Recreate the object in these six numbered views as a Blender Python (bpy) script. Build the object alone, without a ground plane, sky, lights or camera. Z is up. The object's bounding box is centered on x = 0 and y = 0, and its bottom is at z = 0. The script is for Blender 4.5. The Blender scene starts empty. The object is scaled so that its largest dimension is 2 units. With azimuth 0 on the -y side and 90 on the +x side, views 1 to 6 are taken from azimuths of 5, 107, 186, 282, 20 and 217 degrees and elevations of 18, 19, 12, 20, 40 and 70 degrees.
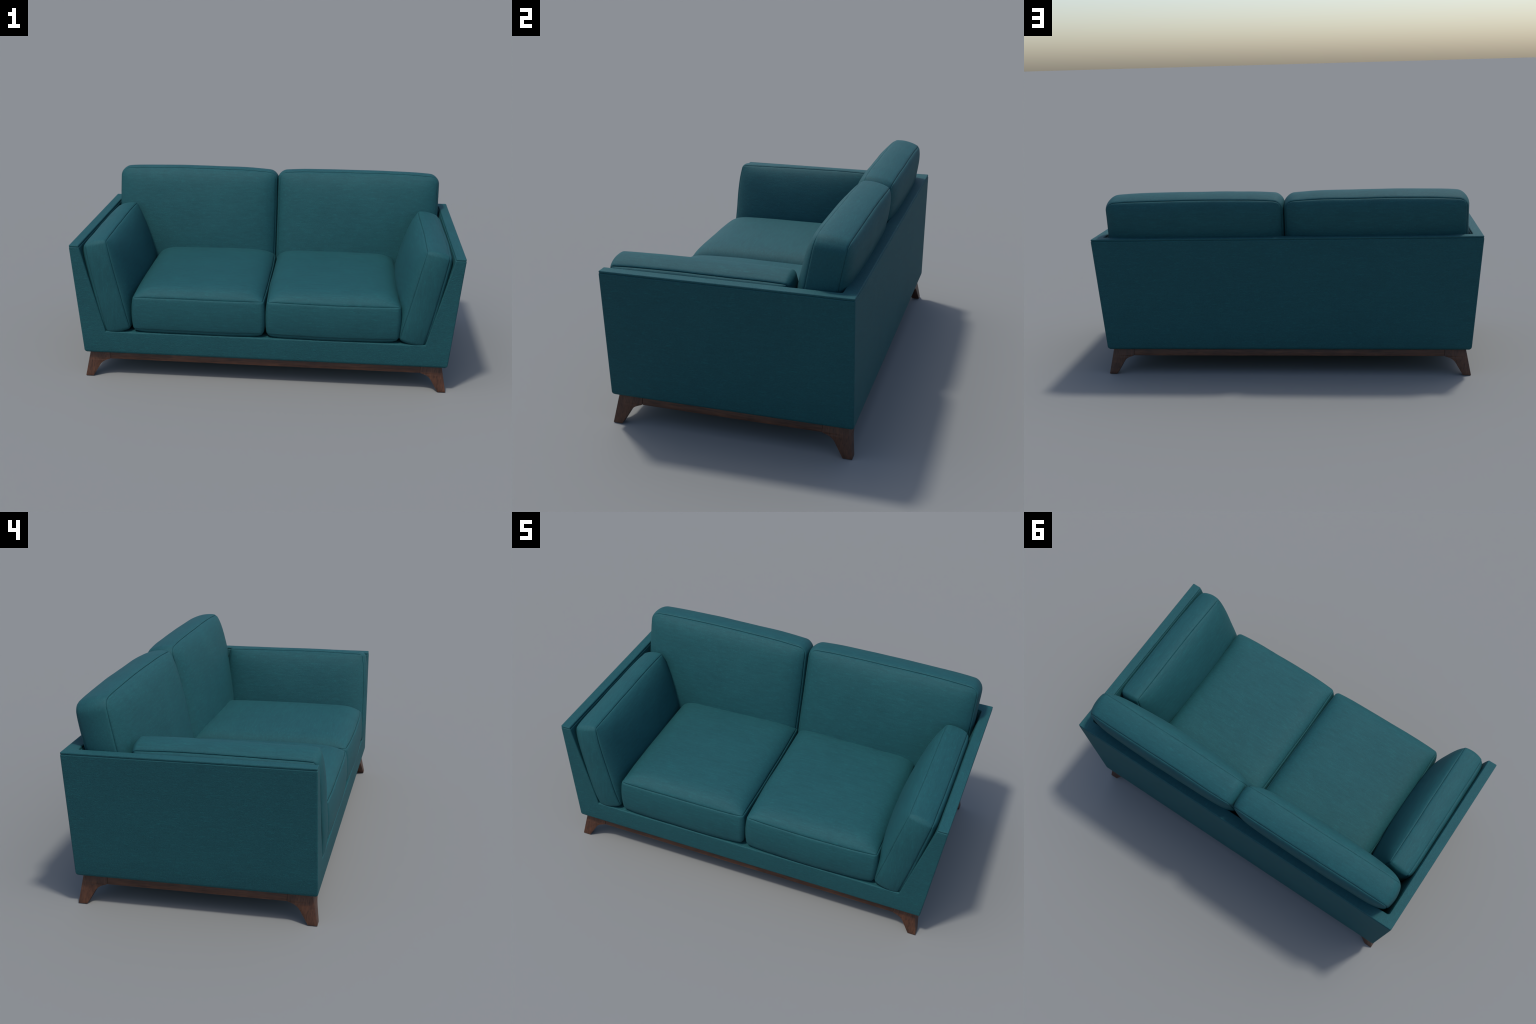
import bpy, bmesh, math
from math import radians, sin, cos, exp, pi
from mathutils import Vector, Matrix, noise

# ------------------------------------------------------------------ helpers
ROOT = bpy.data.objects.new("loveseat_sofa", None)
ROOT.empty_display_size = 0.2
bpy.context.scene.collection.objects.link(ROOT)
ROOT["label"] = "teal fabric two seat sofa with dark wooden legs"
ROOT["category"] = "sofa"


def add_object(name, mesh, material, parent=ROOT):
    ob = bpy.data.objects.new(name, mesh)
    bpy.context.scene.collection.objects.link(ob)
    ob.parent = parent
    mesh.materials.clear()
    mesh.materials.append(material)
    return ob


def smooth(mesh, angle=None):
    mesh.polygons.foreach_set("use_smooth", [True] * len(mesh.polygons))
    if angle:
        mesh.set_sharp_from_angle(angle=radians(angle))


# ---------------------------------------------------------------- materials
class Nodes:
    """Small wrapper that makes node graphs readable."""

    def __init__(self, name):
        self.mat = bpy.data.materials.new(name)
        self.mat.use_nodes = True
        self.t = self.mat.node_tree
        self.bsdf = self.t.nodes["Principled BSDF"]
        self.coord = self.t.nodes.new("ShaderNodeTexCoord").outputs["Object"]

    def put(self, kind, ins=None, **props):
        n = self.t.nodes.new(kind)
        for k, v in props.items():
            setattr(n, k, v)
        for k, v in (ins or {}).items():
            if isinstance(v, bpy.types.NodeSocket):
                self.t.links.new(v, n.inputs[k])
            else:
                n.inputs[k].default_value = v
        return n

    def scaled(self, scale, rot=(0, 0, 0)):
        return self.put("ShaderNodeMapping", {"Vector": self.coord, "Scale": scale, "Rotation": rot}).outputs[0]

    def noise(self, vec, scale, detail=3.0, rough=0.55, dist=0.0):
        return self.put("ShaderNodeTexNoise", {"Vector": vec, "Scale": scale, "Detail": detail,
                                               "Roughness": rough, "Distortion": dist}).outputs["Fac"]

    def ramp(self, fac, stops):
        n = self.put("ShaderNodeValToRGB", {"Fac": fac})
        r = n.color_ramp
        while len(r.elements) < len(stops):
            r.elements.new(0.5)
        for e, (p, c) in zip(r.elements, stops):
            e.position = p
            e.color = (*c, 1) if len(c) == 3 else c
        return n.outputs["Color"]

    def math(self, op, a, b=0.0, c=0.0):
        return self.put("ShaderNodeMath", {0: a, 1: b, 2: c}, operation=op).outputs[0]

    def mix(self, fac, a, b, blend="MIX"):
        n = self.put("ShaderNodeMix", data_type="RGBA", blend_type=blend)
        for s, v in ((n.inputs[0], fac), (n.inputs[6], a), (n.inputs[7], b)):
            if isinstance(v, bpy.types.NodeSocket):
                self.t.links.new(v, s)
            else:
                s.default_value = v if not isinstance(v, tuple) or len(v) == 4 else (*v, 1)
        return n.outputs[2]

    def out(self, **ins):
        for k, v in ins.items():
            k = k.replace("_", " ")
            s = self.bsdf.inputs[k]
            if isinstance(v, bpy.types.NodeSocket):
                self.t.links.new(v, s)
            else:
                s.default_value = v
        return self.mat


TEAL_DARK = (0.0078, 0.0580, 0.0665)
TEAL_MID = (0.0101, 0.0718, 0.0815)
TEAL_LIGHT = (0.0120, 0.0875, 0.0955)
TEAL_SLUB = (0.0110, 0.1080, 0.1120)


def fabric(name, streak_axis, weave_scale=1.0, weave_bump=0.25, flecks=0.5, slubs=0.28, clouds=0.14):
    """Plain woven upholstery: a fine slanted weave with short slub threads along one axis."""
    n = Nodes(name)

    def stretched(along, across, rot=0.0):
        k = [across] * 3
        k[streak_axis] = along
        r = (0.0, 0.0, rot) if streak_axis == 0 else (rot, 0.0, 0.0)
        return n.scaled(k, r)

    slub = n.noise(stretched(14.0, 95.0), 1.0, 3.0, 0.6, 0.3)
    cloud = n.noise(n.coord, 6.0, 3.0, 0.6)
    w = weave_scale
    twill = n.noise(stretched(150.0 * w, 430.0 * w, 0.6), 1.0, 2.0, 0.6)
    weft = n.noise(stretched(130.0 * w, 520.0 * w), 1.0, 2.0, 0.6)
    thread = n.math("MULTIPLY_ADD", twill, 0.5, n.math("MULTIPLY", weft, 0.5))
    tone = n.math("MULTIPLY_ADD", slub, slubs, n.math("MULTIPLY_ADD", thread, 1.0 - clouds - slubs, n.math("MULTIPLY", cloud, clouds)))
    col = n.ramp(tone, [(0.36, TEAL_DARK), (0.50, TEAL_MID), (0.63, TEAL_LIGHT)])
    # brighter slub threads, sparse
    slub_at = n.ramp(n.noise(stretched(32.0, 190.0), 1.0, 2.0, 0.55), [(0.58, (0, 0, 0)), (0.72, (1, 1, 1))])
    col = n.mix(n.math("MULTIPLY", slub_at, flecks), col, TEAL_SLUB)
    h = n.math("MULTIPLY_ADD", twill, 0.6, n.math("MULTIPLY_ADD", weft, 0.6, n.math("MULTIPLY", slub, 0.15)))
    bump = n.put("ShaderNodeBump", {"Height": h, "Strength": weave_bump, "Distance": 0.0035}).outputs[0]
    return n.out(Base_Color=col, Roughness=0.72, Normal=bump, Specular_IOR_Level=0.24)


def wood(name, grain_axis):
    """Dark walnut stain, grain running along one axis."""
    n = Nodes(name)
    stretch = [95.0] * 3
    stretch[grain_axis] = 6.0
    grain = n.noise(n.scaled(stretch), 1.0, 5.0, 0.65, 0.6)
    stretch2 = [260.0] * 3
    stretch2[grain_axis] = 14.0
    pore = n.noise(n.scaled(stretch2), 1.0, 2.0, 0.5)
    patch = n.noise(n.coord, 9.0, 3.0, 0.6)
    tone = n.math("MULTIPLY_ADD", grain, 0.65, n.math("MULTIPLY", patch, 0.35))
    col = n.ramp(tone, [(0.34, (0.038, 0.0140, 0.0075)), (0.47, (0.065, 0.0245, 0.0120)),
                        (0.58, (0.089, 0.0335, 0.0160)), (0.70, (0.112, 0.043, 0.0205))])
    dark = n.ramp(pore, [(0.36, (0.35, 0.33, 0.33)), (0.46, (1, 1, 1))])
    col = n.mix(0.6, col, dark, "MULTIPLY")
    bump = n.put("ShaderNodeBump", {"Height": n.math("ADD", grain, n.math("MULTIPLY", pore, 0.5)),
                                    "Strength": 0.18, "Distance": 0.002}).outputs[0]
    return n.out(Base_Color=col, Roughness=0.48, Normal=bump, Specular_IOR_Level=0.4)


FABRIC_X = fabric("woven_fabric_across", 0)
FABRIC_Y = fabric("woven_fabric_deep", 1)
FABRIC_Z = fabric("woven_fabric_upright", 2)
COARSE_X = fabric("coarse_fabric_across", 0, 0.95, 0.40, 0.55, 0.14, 0.10)
COARSE_Y = fabric("coarse_fabric_deep", 1, 0.95, 0.40, 0.55, 0.14, 0.10)
WOOD_X = wood("walnut_along_width", 0)
WOOD_Y = wood("walnut_along_depth", 1)
WOOD_Z = wood("walnut_upright", 2)

# -------------------------------------------------------------- main sizes
FRONT, BACK = -0.525, 0.541          # frame faces
Z_FRAME, Z_TOP = 0.1315, 0.7225       # underside and top of the frame
Z_DECK = 0.256                        # top of the front rail / seat deck
CAP = 0.0098                          # height of the sewn top strip


def outer_x(z):
    return 0.9445 + 0.0945 * (z - Z_FRAME)


def inner_x(z):
    return 0.826 + 0.2640 * (z - Z_DECK)


def inner_back(z):
    return 0.405 + 0.1600 * (z - Z_DECK)


def hexahedron(bm, lo, hi):
    """lo / hi = (x0, x1, y0, y1, z)"""
    v = []
    for x0, x1, y0, y1, z in (lo, hi):
        v += [bm.verts.new(p) for p in ((x0, y0, z), (x1, y0, z), (x1, y1, z), (x0, y1, z))]
    for f in ((3, 2, 1, 0), (4, 5, 6, 7), (0, 1, 5, 4), (1, 2, 6, 5), (2, 3, 7, 6), (3, 0, 4, 7)):
        bm.faces.new([v[i] for i in f])
    return v


def evaluated(ob):
    dg = bpy.context.evaluated_depsgraph_get()
    return bpy.data.meshes.new_from_object(ob.evaluated_get(dg))


# ------------------------------------------------------- upholstered frame
def build_frame():
    zt = Z_TOP - CAP
    bm = bmesh.new()
    hexahedron(bm, (-outer_x(Z_FRAME), outer_x(Z_FRAME), FRONT, BACK, Z_FRAME),
               (-outer_x(zt), outer_x(zt), FRONT, BACK, zt))
    low = [e for e in bm.edges if all(abs(v.co.z - Z_FRAME) < 1e-5 for v in e.verts)]
    bmesh.ops.bevel(bm, geom=low, offset=0.017, segments=5, profile=0.5, affect="EDGES")
    me = bpy.data.meshes.new("frame_raw")
    bm.to_mesh(me)
    bm.free()
    body = bpy.data.objects.new("frame_raw", me)
    bpy.context.scene.collection.objects.link(body)

    bm = bmesh.new()
    zc = 0.90
    hexahedron(bm, (-inner_x(Z_DECK), inner_x(Z_DECK), FRONT - 0.3, inner_back(Z_DECK), Z_DECK),
               (-inner_x(zc), inner_x(zc), FRONT - 0.3, inner_back(zc), zc))
    mc = bpy.data.meshes.new("cavity")
    bm.to_mesh(mc)
    bm.free()
    cavity = bpy.data.objects.new("cavity", mc)
    bpy.context.scene.collection.objects.link(cavity)

    m = body.modifiers.new("hollow", "BOOLEAN")
    m.operation, m.object, m.solver = "DIFFERENCE", cavity, "EXACT"
    hollow = evaluated(body)
    body.modifiers.clear()
    bpy.data.objects.remove(cavity)
    # cut lines where the arm panels, the back panel and the base meet
    bm = bmesh.new()
    bm.from_mesh(hollow)
    for co, no in (((0, 0, 0.245), (0, 0, 1)), ((0.80, 0, 0), (1, 0, 0)), ((-0.80, 0, 0), (1, 0, 0)),
                   ((0, 0.39, 0), (0, 1, 0))):
        geom = bm.verts[:] + bm.edges[:] + bm.faces[:]
        bmesh.ops.bisect_plane(bm, geom=geom, plane_co=co, plane_no=no, dist=1e-5)
    bm.to_mesh(hollow)
    bm.free()
    body.data = hollow
    smooth(hollow)
    b = body.modifiers.new("round", "BEVEL")
    b.width, b.segments, b.limit_method, b.angle_limit = 0.0055, 3, "ANGLE", radians(38)
    b.harden_normals = True
    whole = evaluated(body)
    bpy.data.objects.remove(body)

    normals = [tuple(c.vector) for c in whole.corner_normals]
    start = [p.loop_start for p in whole.polygons]

    def region(p):
        c = p.center
        if c.z < 0.245 or (p.normal.z > 0.9 and c.z < 0.3 and abs(c.x) < 0.80):
            return "base"
        if c.y > 0.39:
            return "back_panel"
        if c.x > 0.80:
            return "arm_panel_right"
        if c.x < -0.80:
            return "arm_panel_left"
        return "base"

    reg = [region(p) for p in whole.polygons]
    for kind in ("base", "back_panel", "arm_panel_left", "arm_panel_right"):
        bm = bmesh.new()
        bm.from_mesh(whole)
        bm.faces.ensure_lookup_table()
        tag = bm.faces.layers.int.new("src")
        for f in bm.faces:
            f[tag] = f.index
        bmesh.ops.delete(bm, geom=[f for f in bm.faces if reg[f.index] != kind], context="FACES")
        name = kind.replace("_left", "").replace("_right", "")
        me = bpy.data.meshes.new(name)
        bm.to_mesh(me)
        bm.free()
        src = me.attributes["src"].data
        loops = [None] * len(me.loops)
        for p in me.polygons:
            s = start[src[p.index].value]
            for k in range(p.loop_total):
                loops[p.loop_start + k] = normals[s + k]
        me.attributes.remove(me.attributes["src"])
        me.normals_split_custom_set(loops)
        add_object(name, me, COARSE_X)
        me.materials.append(COARSE_Y)                      # weave turns the corner with the cloth
        for p in me.polygons:
            p.material_index = 1 if abs(p.normal.x) > 0.7 else 0


def build_cap():
    """Sewn strip that closes the top of the arm and back panels."""
    zb, zt = Z_TOP - CAP + 0.0005, Z_TOP
    gap = 0.0012
    bm = bmesh.new()

    def ring(z):
        xo, xi, yi = outer_x(z) - gap, inner_x(z) + gap, inner_back(z) + gap
        yf, yb = FRONT + gap, BACK - gap
        pts = [(-xo, yf), (-xi, yf)]
        r = 0.012
        for k in range(5):
            a = pi - k / 4 * pi / 2
            pts.append((-xi + r + r * cos(a), yi - r + r * sin(a)))
        for k in range(5):
            a = pi / 2 - k / 4 * pi / 2
            pts.append((xi - r + r * cos(a), yi - r + r * sin(a)))
        pts += [(xi, yf), (xo, yf), (xo, yb), (-xo, yb)]
        return [bm.verts.new((x, y, z)) for x, y in pts]

    lo, hi = ring(zb - 0.0012), ring(zt)
    n = len(lo)
    bm.faces.new(hi[::-1])
    bm.faces.new(lo)
    for i in range(n):
        bm.faces.new([lo[i], hi[i], hi[(i + 1) % n], lo[(i + 1) % n]])
    bmesh.ops.recalc_face_normals(bm, faces=bm.faces[:])
    me = bpy.data.meshes.new("top_strip")
    bm.to_mesh(me)
    bm.free()
    ob = bpy.data.objects.new("strip_raw", me)
    bpy.context.scene.collection.objects.link(ob)
    smooth(me)
    b = ob.modifiers.new("round", "BEVEL")
    b.width, b.segments, b.limit_method, b.angle_limit = 0.0042, 3, "ANGLE", radians(38)
    b.harden_normals = True
    whole = evaluated(ob)
    whole.name = "top_strip"
    bpy.data.objects.remove(ob)
    add_object("top_strip", whole, COARSE_Y)


# ---------------------------------------------------------------- cushions
EDGE_STEPS = (0.0, 0.0012, 0.0026, 0.0045, 0.007, 0.0105, 0.015, 0.021, 0.029, 0.039)


def spread(half, step=0.014):
    """Grid lines from -half to half, dense beside the seams."""
    inner = half - EDGE_STEPS[-1]
    k = max(2, round(2 * inner / step))
    left = [-half + d for d in EDGE_STEPS]
    mid = [-inner + 2 * inner * i / k for i in range(1, k)]
    return left + mid + [-x for x in reversed(left)]


def box_cushion(name, frame, a, b, c, radius, face, rear, bulge, bow=(0.0, 0.0),
                taper=0.0, seed=0, lump=0.003, shape=None, groove=0.0095, material=None, end_material=None):
    """Boxed cushion: two crowned panels sewn to a border strip.
    frame : matrix from (u, v, w) to the world; a, b, c : half width, height, thickness at the seams
    face / rear : (edge roll, roll length, broad crown) of the +w and -w panel
    bulge : how far the border swells; bow : outward bow of the long and short sides."""
    us, vs = spread(a), spread(b)
    nu, nv = len(us), len(vs)

    def outline(u, v):
        s, t = u / a, v / b
        px = max(abs(u) - (a - radius), 0.0) / radius
        py = max(abs(v) - (b - radius), 0.0) / radius
        x = (a - radius) + radius * px * math.sqrt(1 - 0.5 * py * py) if px > 0 else abs(u)
        y = (b - radius) + radius * py * math.sqrt(1 - 0.5 * px * px) if py > 0 else abs(v)
        x = math.copysign(x, u) * (1 + bow[0] / a * (1 - abs(t) ** 3))
        y = math.copysign(y, v) * (1 + bow[1] / b * (1 - s ** 4))
        return x, y

    def crown(u, v, prof):
        roll, length, broad = prof
        du, dv = a - abs(u), b - abs(v)
        s, t = u / a, v / b
        g = 1 - math.exp(-min(du, dv) / 0.0026)           # stitched-down line
        return (roll * (1 - exp(-du / length)) * (1 - exp(-dv / length))
                + broad * (1 - s * s) * (1 - t * t) + groove * (g - 1) * 0.6)

    bm = bmesh.new()

    def vert(u, v, w):
        if shape:
            u, v, w = shape(u, v, w)
        w *= 1 - taper * v / b
        p = Vector((u, v, w))
        q = frame @ p
        d = noise.noise_vector(q * 3.1 + Vector((seed * 7.3, 1.7, 0.4))) * lump
        d += noise.noise_vector(q * 8.0 + Vector((2.2, seed * 3.1, 9.4))) * lump * 0.35
        return bm.verts.new(q + d)

    # groove: the outline itself is pulled in a little at the seam
    def pulled(u, v):
        d = min(a - abs(u), b - abs(v))
        k = groove * 0.75 * math.exp(-d / 0.0024)
        x, y = outline(u, v)
        return x * (1 - k / a), y * (1 - k / b)

    grids = []
    for sign, prof in ((1, face), (-1, rear)):
        g = []
        for v in vs:
            row = []
            for u in us:
                x, y = pulled(u, v)
                row.append(vert(x, y, sign * (c + crown(u, v, prof))))
            g.append(row)
        for j in range(nv - 1):
            for i in range(nu - 1):
                q = [g[j][i], g[j][i + 1], g[j + 1][i + 1], g[j + 1][i]]
                bm.faces.new(q if sign > 0 else q[::-1])
        grids.append(g)

    loop = [(i, 0) for i in range(nu - 1)] + [(nu - 1, j) for j in range(nv - 1)] \
        + [(i, nv - 1) for i in range(nu - 1, 0, -1)] + [(0, j) for j in range(nv - 1, 0, -1)]
    pts = [Vector(outline(us[i], vs[j])) for i, j in loop]
    n = len(pts)
    nrm = []
    for k in range(n):
        d = pts[(k + 1) % n] - pts[k - 1]
        nrm.append(Vector((d.y, -d.x)).normalized())
    offs = list(EDGE_STEPS[1:7])
    rows = [c - d for d in offs] + [c - offs[-1] - (2 * c - 2 * offs[-1]) * i / 10 for i in range(1, 10)] \
        + [-(c - d) for d in reversed(offs)]
    prev = [grids[0][j][i] for i, j in loop]
    for g in grids:                                        # crisp crease along the stitching
        ring = [g[j][i] for i, j in loop]
        for k in range(n):
            e = bm.edges.get((ring[k], ring[(k + 1) % n]))
            e.smooth = False
    for w in rows + [None]:
        if w is None:
            cur = [grids[1][j][i] for i, j in loop]
        else:
            d = c - abs(w)
            e = bulge * (0.9 * (1 - (w / c) ** 2) + 0.1 * (1 - exp(-d / 0.010))) - groove * 0.8 * exp(-d / 0.0024)
            cur = []
            for k in range(n):
                p = pts[k] + nrm[k] * e
                cur.append(vert(p.x, p.y, w))
        for k in range(n):
            m = (k + 1) % n
            bm.faces.new([prev[m], prev[k], cur[k], cur[m]])
        prev = cur
    bmesh.ops.recalc_face_normals(bm, faces=bm.faces[:])
    me = bpy.data.meshes.new(name)
    bm.to_mesh(me)
    bm.free()
    smooth(me)
    ob = add_object(name, me, material)
    if end_material:                       # border strip on the front and rear ends
        me.materials.append(end_material)
        for p in me.polygons:
            if abs(p.normal.y) > 0.72:
                p.material_index = 1
    return ob


def basis(origin, u, v, w):
    m = Matrix.Identity(4)
    for k, ax in enumerate((u, v, w)):
        for r in range(3):
            m[r][k] = ax[r]
    m.translation = origin
    return m


def build_seats():
    y0, y1 = -0.519, 0.290
    z0, z1 = 0.275, 0.452
    for x0, x1, seed in ((-0.6800, -0.0010, 1), (0.0170, 0.6910, 2)):
        f = basis(((x0 + x1) / 2, (y0 + y1) / 2, (z0 + z1) / 2), (1, 0, 0), (0, 1, 0), (0, 0, 1))
        box_cushion("seat_cushion", f, (x1 - x0) / 2, (y1 - y0) / 2, (z1 - z0) / 2, 0.017,
                    (0.051, 0.034, 0.009), (0.032, 0.018, 0.006), 0.009, (0.006, 0.010),
                    seed=seed, material=FABRIC_X)


def build_backs():
    tilt = radians(11.0)
    up = Vector((0, sin(tilt), cos(tilt)))
    fwd = Vector((0, -cos(tilt), sin(tilt)))
    top_mid = Vector((0, 0.4280, 0.915))       # midway between the two top seams
    half_h = 0.335
    for x0, x1, seed in ((-0.921, -0.007, 3), (0.011, 0.923, 4)):
        o = top_mid - up * half_h
        o.x = (x0 + x1) / 2
        f = basis(o, (1, 0, 0), up, fwd)
        box_cushion("back_cushion", f, (x1 - x0) / 2, half_h, 0.0665, 0.043,
                    (0.039, 0.038, 0.029), (0.030, 0.032, 0.012), 0.011, (0.003, 0.013),
                    seed=seed, material=FABRIC_X)


def build_arm_cushions():
    tilt = radians(13.0)
    for side, seed in ((-1, 5), (1, 6)):
        up = Vector((side * sin(tilt), 0, cos(tilt)))
        inward = Vector((-side * cos(tilt), 0, sin(tilt)))
        along = up.cross(inward)
        f = basis((side * 0.812, -0.126, 0.4985), along, up, inward)
        box_cushion("armrest_cushion", f, 0.380, 0.243, 0.0610, 0.014,
                    (0.034, 0.036, 0.027), (0.031, 0.018, 0.004), 0.011, (0.019, 0.006),
                    taper=0.05, seed=seed, shape=lambda u, v, w: (u * (1 + 0.11 * max(0.0, -v)), v, w), material=FABRIC_Y, end_material=FABRIC_Z)


# ----------------------------------------------------------- wooden base
FOOT_X, FOOT_OUT, FOOT_IN = 0.943, 0.538, 0.524   # outer faces of the feet
Z_RAIL = 0.0945
LEAN = 0.185                                        # how far a leg flares per metre of height
FOOT = 0.0405
BRACKET_X = 0.811                                   # where leg bracket meets the rail


def foot_inset(z):
    return LEAN * z


def bracket(z):
    """Distance from the leg's outer face to the inner edge of the bracket, at height z."""
    t = z / Z_RAIL
    profile = ((0.0, 0.0405), (0.25, 0.0505), (0.50, 0.060), (0.65, 0.0655), (0.78, 0.073),
               (0.87, 0.084), (0.94, 0.098), (0.985, 0.111), (1.0, 0.1145))
    if t >= 1:
        return (FOOT_X - foot_inset(z)) - BRACKET_X
    for (t0, d0), (t1, d1) in zip(profile, profile[1:]):
        if t <= t1:
            return d0 + (d1 - d0) * (t - t0) / (t1 - t0)


def build_legs():
    levels = [0.0, 0.012, 0.025, 0.037, 0.05, 0.058, 0.065, 0.071, 0.077, 0.082, 0.0865, 0.09, 0.0935,
              0.0965, 0.099, 0.115, Z_FRAME + 0.004]
    bm = bmesh.new()
    prev = None
    t = FOOT
    for z in levels:
        o, d = -foot_inset(z), bracket(z)
        e = max(d, t + 1e-4)
        pts = [(o, o), (o - e, o), (o - e, o - t), (o - t, o - t), (o - t, o - e), (o, o - e)]
        cur = [bm.verts.new((x, y, z)) for x, y in pts]
        if prev:
            for k in range(6):
                bm.faces.new([prev[k], prev[(k + 1) % 6], cur[(k + 1) % 6], cur[k]])
        else:
            bm.faces.new(cur[::-1])
        prev = cur
    bm.faces.new(prev)
    bmesh.ops.recalc_face_normals(bm, faces=bm.faces[:])
    me = bpy.data.meshes.new("leg_raw")
    bm.to_mesh(me)
    bm.free()
    raw = bpy.data.objects.new("leg_raw", me)
    bpy.context.scene.collection.objects.link(raw)
    smooth(me)
    b = raw.modifiers.new("round", "BEVEL")
    b.width, b.segments, b.limit_method, b.angle_limit = 0.0028, 2, "ANGLE", radians(40)
    leg = evaluated(raw)
    bpy.data.objects.remove(raw)
    smooth(leg, 35)
    for sx in (-1, 1):
        for sy, y in ((-1, FOOT_IN), (1, FOOT_OUT)):
            me = leg.copy()
            me.transform(Matrix.Diagonal((sx, sy, 1, 1)))
            if sx * sy < 0:
                me.flip_normals()
            me.transform(Matrix.Translation((sx * FOOT_X, sy * y, 0)))
            me.name = "leg"
            add_object("leg", me, WOOD_Z)


def build_rails():
    gap, t, inset = 0.0008, 0.024, 0.0006
    zt = Z_FRAME + 0.004

    def rail(p, length, material, along_x, sign):
        bm = bmesh.new()
        ring = []
        for z in (Z_RAIL, zt):
            o = -foot_inset(z) - inset
            ring.append(((o, z), (o - t, z)))
        (a0, a1), (b0, b1) = ring
        sec = [a0, b0, b1, a1]
        ends = []
        for e in (-length / 2, length / 2):
            vs = []
            for d, z in sec:
                q = p + sign * d
                vs.append(bm.verts.new((e, q, z) if along_x else (q, e + (FOOT_OUT - FOOT_IN) / 2, z)))
            ends.append(vs)
        bm.faces.new(ends[0])
        bm.faces.new(ends[1])
        for k in range(4):
            bm.faces.new([ends[0][k], ends[0][(k + 1) % 4], ends[1][(k + 1) % 4], ends[1][k]])
        bmesh.ops.recalc_face_normals(bm, faces=bm.faces[:])
        bmesh.ops.bevel(bm, geom=bm.edges[:], offset=0.0015, segments=2, affect="EDGES", profile=0.5)
        me = bpy.data.meshes.new("wooden_rail")
        bm.to_mesh(me)
        bm.free()
        smooth(me, 40)
        add_object("wooden_rail", me, material)

    lx = 2 * (BRACKET_X - gap)
    reach = FOOT_X - BRACKET_X
    ly = FOOT_OUT + FOOT_IN - 2 * reach - 2 * gap
    rail(-FOOT_IN, lx, WOOD_X, True, -1)
    rail(FOOT_OUT, lx, WOOD_X, True, 1)
    rail(-FOOT_X, ly, WOOD_Y, False, -1)
    rail(FOOT_X, ly, WOOD_Y, False, 1)


build_frame()
build_cap()
build_seats()
build_backs()
build_arm_cushions()
build_legs()
build_rails()
